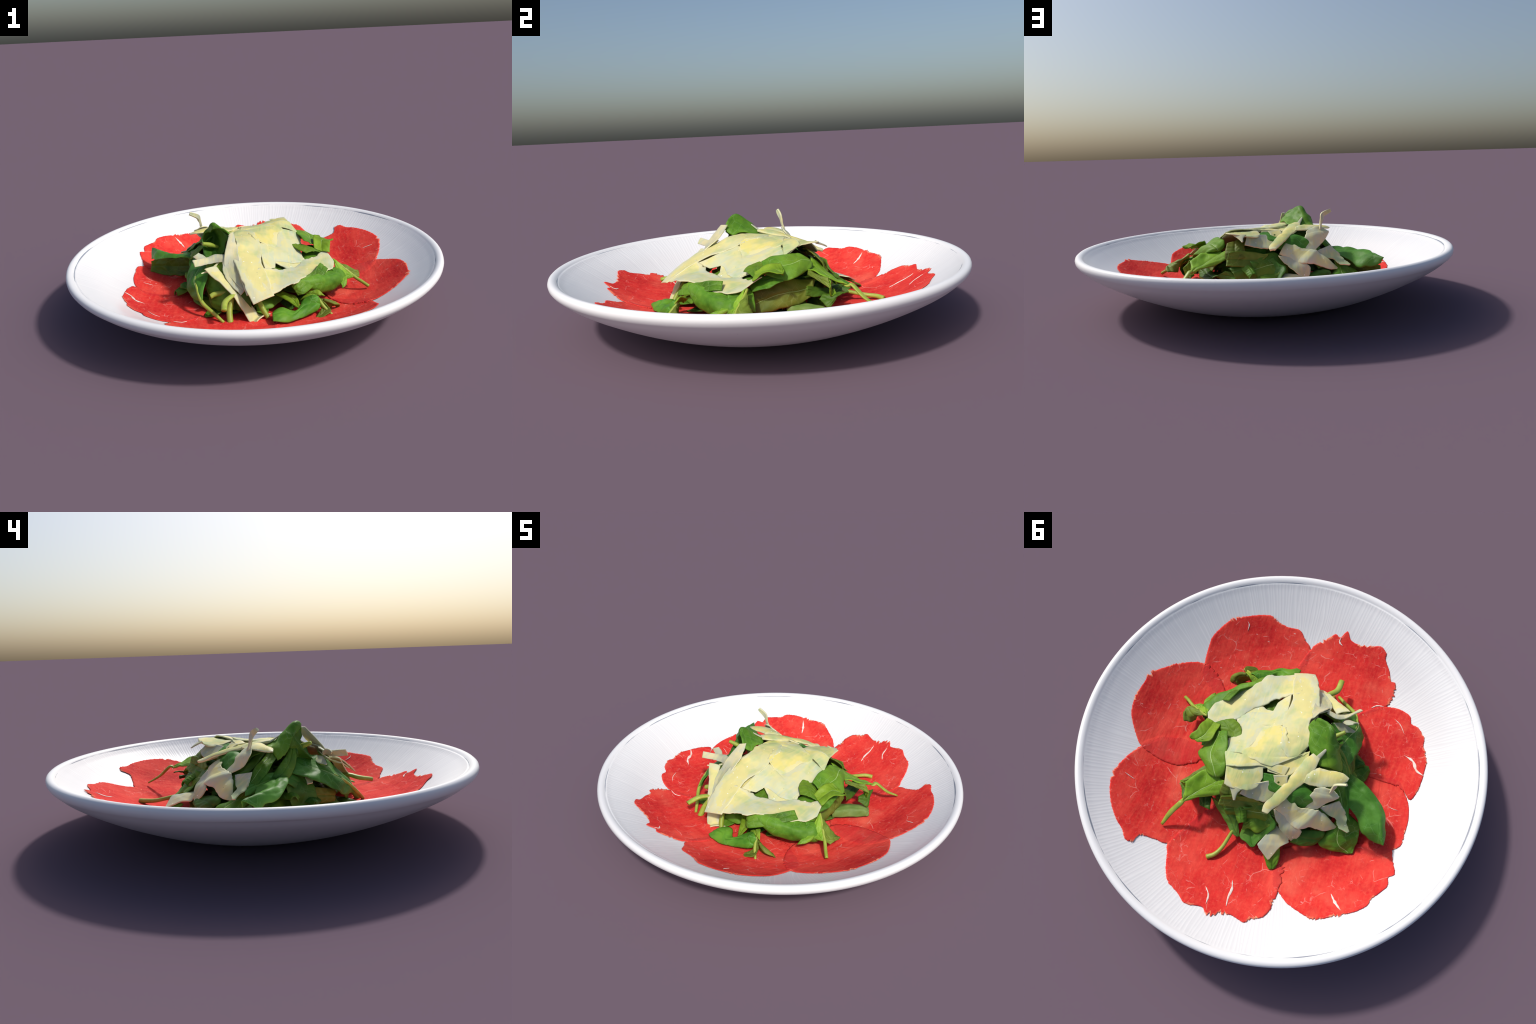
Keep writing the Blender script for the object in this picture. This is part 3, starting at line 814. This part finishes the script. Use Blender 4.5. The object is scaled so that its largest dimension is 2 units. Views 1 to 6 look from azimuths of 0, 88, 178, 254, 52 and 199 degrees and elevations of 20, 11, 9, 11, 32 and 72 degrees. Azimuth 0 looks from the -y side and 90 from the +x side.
stem([(-0.305, -0.250, 0.262), (-0.298, -0.310, 0.222), (-0.272, -0.370, 0.170), (-0.215, -0.420, 0.130), (-0.165, -0.463, 0.098)], [0.004, 0.007, 0.01, 0.01, 0.008])
leaf([[(-0.347, -0.011, 0.283), (-0.340, 0.037, 0.280), (-0.342, 0.107, 0.265)],
     [(-0.413, 0.004, 0.275), (-0.416, 0.065, 0.272), (-0.403, 0.155, 0.250)],
     [(-0.484, 0.044, 0.262), (-0.485, 0.098, 0.272), (-0.456, 0.189, 0.212)],
     [(-0.560, 0.097, 0.243), (-0.539, 0.152, 0.272), (-0.486, 0.226, 0.200)],
     [(-0.589, 0.151, 0.228), (-0.563, 0.203, 0.268), (-0.542, 0.251, 0.200)],
     [(-0.606, 0.186, 0.210), (-0.603, 0.261, 0.258), (-0.589, 0.262, 0.230)]], seed=6, tone='deep')
leaf([[(-0.330, 0.060, 0.260), (-0.340, 0.060, 0.140)],
     [(-0.440, 0.120, 0.240), (-0.450, 0.120, 0.125)],
     [(-0.540, 0.170, 0.225), (-0.550, 0.165, 0.125)],
     [(-0.600, 0.190, 0.200), (-0.610, 0.190, 0.135)]], seed=7, tone='dark', arch=-0.1)
leaf([[(-0.361, 0.228, 0.190), (-0.377, 0.150, 0.220)],
     [(-0.331, 0.268, 0.170), (-0.381, 0.225, 0.205), (-0.463, 0.181, 0.178)],
     [(-0.302, 0.326, 0.150), (-0.384, 0.280, 0.180), (-0.479, 0.214, 0.162)],
     [(-0.355, 0.348, 0.130), (-0.408, 0.312, 0.155), (-0.493, 0.263, 0.145)],
     [(-0.404, 0.342, 0.122), (-0.447, 0.321, 0.130), (-0.488, 0.284, 0.130)],
     [(-0.452, 0.334, 0.115), (-0.472, 0.327, 0.115), (-0.484, 0.319, 0.115)]], seed=9, tone='mid', rib=True)
leaf([[(-0.171, 0.385, 0.160), (-0.215, 0.305, 0.200)],
     [(-0.231, 0.382, 0.150), (-0.264, 0.289, 0.205)],
     [(-0.278, 0.357, 0.150), (-0.317, 0.280, 0.200)],
     [(-0.307, 0.327, 0.155), (-0.321, 0.291, 0.180)]], seed=10, tone='dark', arch=0.12)
leaf([[(-0.053, 0.449, 0.150), (-0.143, 0.411, 0.150)],
     [(-0.089, 0.494, 0.120), (-0.154, 0.451, 0.125)],
     [(-0.114, 0.524, 0.105), (-0.152, 0.496, 0.105)],
     [(-0.131, 0.524, 0.100), (-0.143, 0.518, 0.100)]], seed=11, tone='mid', arch=0.1)
leaf([[(0.091, 0.318, 0.270), (0.015, 0.274, 0.250), (-0.038, 0.274, 0.280)],
     [(0.067, 0.334, 0.190), (0.016, 0.298, 0.180), (-0.061, 0.319, 0.250)],
     [(0.075, 0.381, 0.150), (0.006, 0.349, 0.150), (-0.100, 0.339, 0.245)],
     [(0.068, 0.431, 0.140), (0.008, 0.398, 0.140), (-0.082, 0.369, 0.205)],
     [(0.028, 0.448, 0.140), (-0.001, 0.433, 0.135), (-0.045, 0.415, 0.160)],
     [(-0.004, 0.460, 0.140), (-0.014, 0.457, 0.140), (-0.024, 0.452, 0.145)]], seed=12, tone='deep')
leaf([[(0.066, 0.405, 0.150), (0.055, 0.328, 0.185)],
     [(0.035, 0.383, 0.165), (0.007, 0.301, 0.190)],
     [(-0.007, 0.395, 0.165), (-0.042, 0.311, 0.205)],
     [(-0.048, 0.368, 0.180), (-0.071, 0.338, 0.215)]], seed=13, tone='mid', arch=0.1)
leaf([[(0.259, 0.292, 0.190), (0.205, 0.316, 0.230)],
     [(0.204, 0.344, 0.165), (0.135, 0.315, 0.205)],
     [(0.155, 0.385, 0.145), (0.106, 0.345, 0.180)],
     [(0.115, 0.422, 0.130), (0.085, 0.385, 0.150)],
     [(0.074, 0.431, 0.120), (0.067, 0.423, 0.125)]], seed=14, tone='deep', arch=0.08)
stem([(0.095, 0.369, 0.150), (0.110, 0.425, 0.135), (0.128, 0.502, 0.120), (0.152, 0.549, 0.117), (0.185, 0.575, 0.112)], [0.006, 0.009, 0.01, 0.011, 0.013])
leaf([[(0.136, 0.311, 0.230), (0.113, 0.304, 0.250), (0.072, 0.301, 0.235)],
     [(0.111, 0.347, 0.210), (0.086, 0.337, 0.235), (0.061, 0.331, 0.215)],
     [(0.085, 0.380, 0.185), (0.070, 0.375, 0.210), (0.054, 0.360, 0.190)]], seed=15, tone='mid')
leaf([[(0.205, 0.340, 0.247), (0.191, 0.303, 0.310)],
     [(0.165, 0.327, 0.245), (0.151, 0.288, 0.320)],
     [(0.124, 0.315, 0.240), (0.104, 0.275, 0.320)],
     [(0.068, 0.306, 0.235), (0.049, 0.276, 0.310)],
     [(0.029, 0.285, 0.260), (0.016, 0.267, 0.295)],
     [(-0.010, 0.269, 0.290), (-0.012, 0.267, 0.292)]], seed=16, tone='olive', arch=-0.12)
leaf([[(0.232, 0.194, 0.320), (0.225, 0.226, 0.300), (0.166, 0.229, 0.320)],
     [(0.312, 0.206, 0.300), (0.256, 0.257, 0.285), (0.162, 0.269, 0.295)],
     [(0.354, 0.246, 0.290), (0.303, 0.298, 0.265), (0.213, 0.293, 0.270)],
     [(0.385, 0.287, 0.278), (0.342, 0.338, 0.248), (0.272, 0.312, 0.250)],
     [(0.378, 0.322, 0.255), (0.362, 0.360, 0.238), (0.329, 0.347, 0.240)],
     [(0.375, 0.373, 0.232), (0.373, 0.372, 0.231), (0.371, 0.371, 0.230)]], seed=17, tone='bright', rib=True)
leaf([[(0.424, 0.286, 0.240), (0.382, 0.287, 0.275)],
     [(0.375, 0.244, 0.260), (0.352, 0.244, 0.285)],
     [(0.324, 0.201, 0.280), (0.304, 0.208, 0.300)]], seed=18, tone='olive')
leaf([[(0.424, 0.287, 0.240), (0.387, 0.287, 0.270)],
     [(0.411, 0.293, 0.200), (0.375, 0.299, 0.210)],
     [(0.389, 0.317, 0.200), (0.352, 0.314, 0.220)]], seed=19, tone='bright')
stem([(0.347, 0.347, 0.245), (0.373, 0.372, 0.232), (0.380, 0.392, 0.237), (0.420, 0.440, 0.185), (0.447, 0.502, 0.147)], [0.008, 0.011, 0.014, 0.014, 0.008], flat=0.5)
leaf([[(0.274, -0.000, 0.340), (0.347, 0.012, 0.300)],
     [(0.246, 0.062, 0.355), (0.376, 0.078, 0.280)],
     [(0.230, 0.130, 0.360), (0.386, 0.131, 0.274)],
     [(0.216, 0.174, 0.360), (0.344, 0.181, 0.290)],
     [(0.213, 0.206, 0.330), (0.298, 0.224, 0.305)],
     [(0.238, 0.216, 0.310), (0.256, 0.223, 0.310)]], seed=20, tone='mid', arch=0.1, rib=True)
leaf([[(0.408, -0.053, 0.300), (0.324, -0.032, 0.310)],
     [(0.419, -0.004, 0.315), (0.327, 0.020, 0.325)],
     [(0.427, 0.035, 0.322), (0.329, 0.058, 0.328)],
     [(0.448, 0.065, 0.322), (0.339, 0.078, 0.325)],
     [(0.446, 0.082, 0.318), (0.383, 0.091, 0.320)],
     [(0.431, 0.089, 0.310), (0.402, 0.090, 0.312)]], seed=21, tone='bright', arch=-0.06, rib=True, wave=0.02)
leaf([[(0.449, -0.242, 0.150), (0.423, -0.063, 0.255)],
     [(0.470, -0.220, 0.155), (0.472, -0.154, 0.190), (0.437, -0.077, 0.250)],
     [(0.475, -0.168, 0.170), (0.485, -0.100, 0.210)],
     [(0.500, -0.154, 0.175), (0.511, -0.118, 0.188)],
     [(0.527, -0.131, 0.172), (0.531, -0.131, 0.171)]], seed=22, tone='bright')
leaf([[(0.429, -0.071, 0.250), (0.476, -0.072, 0.210), (0.497, -0.069, 0.150)],
     [(0.462, -0.087, 0.225), (0.514, -0.077, 0.200), (0.507, -0.043, 0.155)],
     [(0.492, -0.108, 0.200), (0.546, -0.099, 0.190), (0.525, -0.028, 0.160)],
     [(0.528, -0.128, 0.175), (0.555, -0.087, 0.185), (0.548, -0.030, 0.165)],
     [(0.560, -0.119, 0.165), (0.564, -0.085, 0.175), (0.561, -0.054, 0.165)]], seed=23, tone='olive')
stem([(0.423, -0.071, 0.255), (0.487, -0.104, 0.206), (0.536, -0.133, 0.168), (0.570, -0.158, 0.150), (0.600, -0.177, 0.132)], [0.006, 0.008, 0.009, 0.009, 0.009])
leaf([[(0.345, 0.100, 0.110), (0.320, 0.110, 0.145), (0.270, 0.170, 0.130)],
     [(0.400, 0.190, 0.105), (0.375, 0.200, 0.148), (0.320, 0.250, 0.125)],
     [(0.440, 0.255, 0.105), (0.420, 0.260, 0.140), (0.370, 0.300, 0.115)],
     [(0.450, 0.275, 0.108), (0.440, 0.280, 0.125), (0.400, 0.310, 0.112)]], seed=24, tone='pale')
leaf([[(0.390, 0.244, 0.186), (0.370, 0.261, 0.194)],
     [(0.430, 0.275, 0.152), (0.370, 0.323, 0.205)],
     [(0.420, 0.310, 0.181), (0.370, 0.377, 0.197)]], seed=25, tone='dark', arch=0.1)
leaf([[(0.350, -0.073, 0.194), (0.380, -0.048, 0.128)],
     [(0.325, -0.018, 0.233), (0.365, 0.028, 0.129)],
     [(0.300, 0.085, 0.265), (0.350, 0.110, 0.144)],
     [(0.270, 0.169, 0.259), (0.330, 0.174, 0.154)],
     [(0.250, 0.239, 0.240), (0.310, 0.220, 0.176)]], seed=41, tone='olive', arch=0.06, rib=True)
leaf([[(0.390, -0.158, 0.248), (0.440, -0.158, 0.167)],
     [(0.370, -0.107, 0.259), (0.440, -0.098, 0.163)],
     [(0.370, -0.047, 0.237), (0.430, -0.039, 0.152)]], seed=42, tone='mid', arch=0.1)
leaf([[(0.320, 0.192, 0.230), (0.360, 0.187, 0.191)],
     [(0.270, 0.265, 0.208), (0.340, 0.255, 0.187)],
     [(0.240, 0.368, 0.210), (0.300, 0.358, 0.185)]], seed=43, tone='dark', arch=0.1)
leaf([[(-0.330, -0.086, 0.242), (-0.350, -0.082, 0.148)],
     [(-0.310, -0.171, 0.214), (-0.330, -0.161, 0.138)],
     [(-0.300, -0.259, 0.188), (-0.310, -0.248, 0.138)]], seed=45, tone='olive', arch=0.1)
leaf([[(-0.360, 0.184, 0.268), (-0.420, 0.203, 0.223)],
     [(-0.330, 0.087, 0.294), (-0.380, 0.089, 0.243)],
     [(-0.310, -0.004, 0.292), (-0.360, 0.010, 0.252)],
     [(-0.310, -0.083, 0.254), (-0.340, -0.071, 0.199)]], seed=46, tone='deep', arch=0.1)
leaf([[(0.073, 0.157, 0.375), (-0.114, 0.125, 0.372)],
     [(0.028, 0.210, 0.350), (-0.189, 0.149, 0.360)],
     [(-0.047, 0.236, 0.320), (-0.238, 0.173, 0.335)],
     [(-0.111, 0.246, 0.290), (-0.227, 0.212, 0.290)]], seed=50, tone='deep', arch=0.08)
leaf([[(0.361, -0.038, 0.285), (0.278, -0.084, 0.300)],
     [(0.324, -0.001, 0.295), (0.222, -0.051, 0.315)],
     [(0.281, 0.037, 0.300), (0.184, 0.013, 0.325)]], seed=51, tone='mid', arch=0.08)
leaf([[(0.204, -0.261, 0.225), (0.132, -0.305, 0.235)],
     [(0.182, -0.201, 0.235), (0.065, -0.259, 0.250)],
     [(0.160, -0.143, 0.260), (0.059, -0.180, 0.275)]], seed=52, tone='deep', arch=0.05)
leaf([[(-0.006, 0.160, 0.384), (-0.001, 0.250, 0.320)],
     [(-0.117, 0.100, 0.398), (-0.129, 0.200, 0.321)],
     [(-0.237, 0.070, 0.378), (-0.225, 0.180, 0.302)]], seed=53, tone='dark', arch=0.08)
leaf([[(0.198, 0.300, 0.236), (0.156, 0.360, 0.184)],
     [(0.081, 0.270, 0.264), (0.066, 0.340, 0.177)],
     [(-0.032, 0.240, 0.299), (-0.043, 0.340, 0.173)],
     [(-0.104, 0.260, 0.243), (-0.104, 0.340, 0.171)]], seed=47, tone='deep', arch=0.12, rib=True)
leaf([[(0.199, 0.240, 0.263), (0.181, 0.280, 0.219)],
     [(0.130, 0.200, 0.311), (0.107, 0.270, 0.227)],
     [(-0.002, 0.200, 0.313), (0.007, 0.250, 0.258)]], seed=48, tone='dark', arch=0.12)
leaf([[(0.200, -0.300, 0.255), (0.215, -0.345, 0.248), (0.225, -0.330, 0.200), (0.200, -0.290, 0.170)],
     [(0.280, -0.250, 0.250), (0.300, -0.310, 0.235), (0.310, -0.300, 0.170), (0.270, -0.250, 0.140)],
     [(0.370, -0.170, 0.235), (0.400, -0.240, 0.220), (0.410, -0.235, 0.150), (0.360, -0.180, 0.125)],
     [(0.430, -0.100, 0.225), (0.460, -0.170, 0.205), (0.470, -0.170, 0.140), (0.430, -0.110, 0.120)],
     [(0.440, -0.060, 0.220), (0.480, -0.120, 0.185), (0.485, -0.130, 0.140), (0.450, -0.080, 0.120)]], seed=26, tone='mid')
leaf([[(0.385, -0.185, 0.250), (0.344, -0.177, 0.280)],
     [(0.343, -0.261, 0.230), (0.301, -0.252, 0.270)],
     [(0.291, -0.336, 0.215), (0.249, -0.307, 0.260)],
     [(0.238, -0.393, 0.200), (0.200, -0.354, 0.250)],
     [(0.207, -0.391, 0.190), (0.179, -0.355, 0.230)]], seed=27, tone='mid')
leaf([[(0.073, -0.535, 0.122), (0.078, -0.440, 0.125)],
     [(0.110, -0.535, 0.115), (0.130, -0.420, 0.140)],
     [(0.160, -0.520, 0.110), (0.190, -0.450, 0.132)],
     [(0.220, -0.490, 0.112), (0.240, -0.380, 0.165)],
     [(0.280, -0.450, 0.120), (0.293, -0.387, 0.186)],
     [(0.310, -0.420, 0.130), (0.310, -0.390, 0.170)]], seed=28, tone='mid', arch=0.12)
leaf([[(0.100, -0.330, 0.170), (0.140, -0.310, 0.180)],
     [(0.150, -0.380, 0.160), (0.200, -0.360, 0.170)],
     [(0.205, -0.438, 0.136), (0.215, -0.432, 0.136)]], seed=29, tone='bright', rib=True)
leaf([[(0.220, -0.370, 0.150), (0.270, -0.340, 0.190)],
     [(0.250, -0.380, 0.170), (0.310, -0.370, 0.210)],
     [(0.290, -0.390, 0.185), (0.340, -0.390, 0.180)]], seed=30, tone='bright')
leaf([[(0.308, -0.383, 0.172), (0.296, -0.384, 0.180)],
     [(0.380, -0.402, 0.140), (0.338, -0.393, 0.160), (0.316, -0.393, 0.120)],
     [(0.417, -0.372, 0.115), (0.376, -0.382, 0.140), (0.355, -0.367, 0.085)],
     [(0.414, -0.344, 0.090), (0.389, -0.359, 0.110), (0.370, -0.345, 0.085)]], seed=31, tone='olive')
leaf([[(0.308, -0.383, 0.172), (0.296, -0.390, 0.175)],
     [(0.365, -0.441, 0.125), (0.328, -0.398, 0.150)],
     [(0.325, -0.476, 0.110), (0.309, -0.434, 0.120)],
     [(0.275, -0.477, 0.100), (0.279, -0.455, 0.100)]], seed=32, tone='olive')
stem([(0.300, -0.385, 0.180), (0.330, -0.420, 0.140), (0.375, -0.450, 0.100)], [0.008, 0.009, 0.006])
stem([(-0.080, -0.360, 0.215), (-0.121, -0.409, 0.212), (-0.152, -0.450, 0.200), (-0.156, -0.515, 0.187)], [0.012, 0.014, 0.016, 0.015], flat=0.7, loose=True)
stem([(-0.120, -0.380, 0.190), (-0.135, -0.420, 0.140), (-0.133, -0.456, 0.089)], [0.013, 0.015, 0.016], loose=True)
stem([(-0.020, -0.330, 0.210), (-0.190, -0.340, 0.200), (-0.230, -0.350, 0.190)], [0.012, 0.014, 0.013], loose=True)
stem([(0.000, -0.380, 0.200), (0.030, -0.420, 0.140), (0.055, -0.440, 0.100)], [0.012, 0.014, 0.012], loose=True)
stem([(-0.190, -0.100, 0.365), (-0.230, -0.130, 0.390), (-0.265, -0.157, 0.407)], [0.008, 0.013, 0.009], loose=True)
leaf([[(-0.250, -0.200, 0.300), (-0.130, -0.230, 0.350)],
     [(-0.260, -0.270, 0.220), (-0.120, -0.290, 0.280)],
     [(-0.230, -0.330, 0.140), (-0.100, -0.360, 0.190)],
     [(-0.190, -0.360, 0.110), (-0.110, -0.390, 0.130)]], seed=60, tone='mid', arch=0.12)
leaf([[(-0.120, -0.300, 0.280), (-0.030, -0.360, 0.260)],
     [(-0.130, -0.350, 0.200), (-0.020, -0.400, 0.180)],
     [(-0.120, -0.380, 0.130), (-0.030, -0.410, 0.120)]], seed=61, tone='dark', arch=0.1)
shaving([[(-0.100, -0.200, 0.385), (-0.155, -0.250, 0.370)],
     [(-0.100, -0.280, 0.325), (-0.165, -0.300, 0.310)],
     [(-0.090, -0.340, 0.275), (-0.130, -0.360, 0.260)],
     [(-0.050, -0.390, 0.235), (-0.075, -0.410, 0.215)]], seed=62, tone='grey')
shaving([[(-0.160, -0.230, 0.352), (-0.200, -0.260, 0.315)],
     [(-0.200, -0.260, 0.320), (-0.240, -0.290, 0.300)],
     [(-0.230, -0.290, 0.310), (-0.270, -0.310, 0.300)]], seed=63, tone='pale')
leaf([[(0.250, -0.090, 0.265), (0.390, -0.050, 0.235)],
     [(0.260, -0.000, 0.270), (0.410, 0.020, 0.250)],
     [(0.280, 0.080, 0.280), (0.390, 0.090, 0.270)]], seed=64, tone='mid', arch=0.1)
leaf([[(0.120, 0.200, 0.360), (0.200, 0.240, 0.350)],
     [(0.110, 0.250, 0.330), (0.210, 0.290, 0.300)],
     [(0.100, 0.280, 0.280), (0.200, 0.310, 0.260)]], seed=65, tone='olive', arch=0.1)
leaf([[(-0.300, 0.020, 0.300), (-0.345, 0.000, 0.250), (-0.360, -0.020, 0.150)],
     [(-0.300, -0.060, 0.280), (-0.350, -0.075, 0.220), (-0.360, -0.080, 0.130)],
     [(-0.290, -0.140, 0.260), (-0.340, -0.150, 0.200), (-0.350, -0.150, 0.130)]], seed=67, tone='deep')
leaf([[(-0.220, 0.030, 0.375), (-0.260, -0.020, 0.385)],
     [(-0.280, 0.100, 0.330), (-0.315, 0.040, 0.335)],
     [(-0.335, 0.180, 0.265), (-0.370, 0.110, 0.275)],
     [(-0.360, 0.240, 0.200), (-0.400, 0.190, 0.210)],
     [(-0.370, 0.270, 0.160), (-0.390, 0.250, 0.165)]], seed=68, tone='mid', arch=0.1, rib=True)
leaf([[(-0.160, 0.100, 0.350), (-0.220, 0.040, 0.360)],
     [(-0.190, 0.170, 0.315), (-0.270, 0.110, 0.315)],
     [(-0.220, 0.230, 0.270), (-0.310, 0.190, 0.260)],
     [(-0.260, 0.270, 0.210), (-0.330, 0.250, 0.200)]], seed=69, tone='deep', arch=0.08)
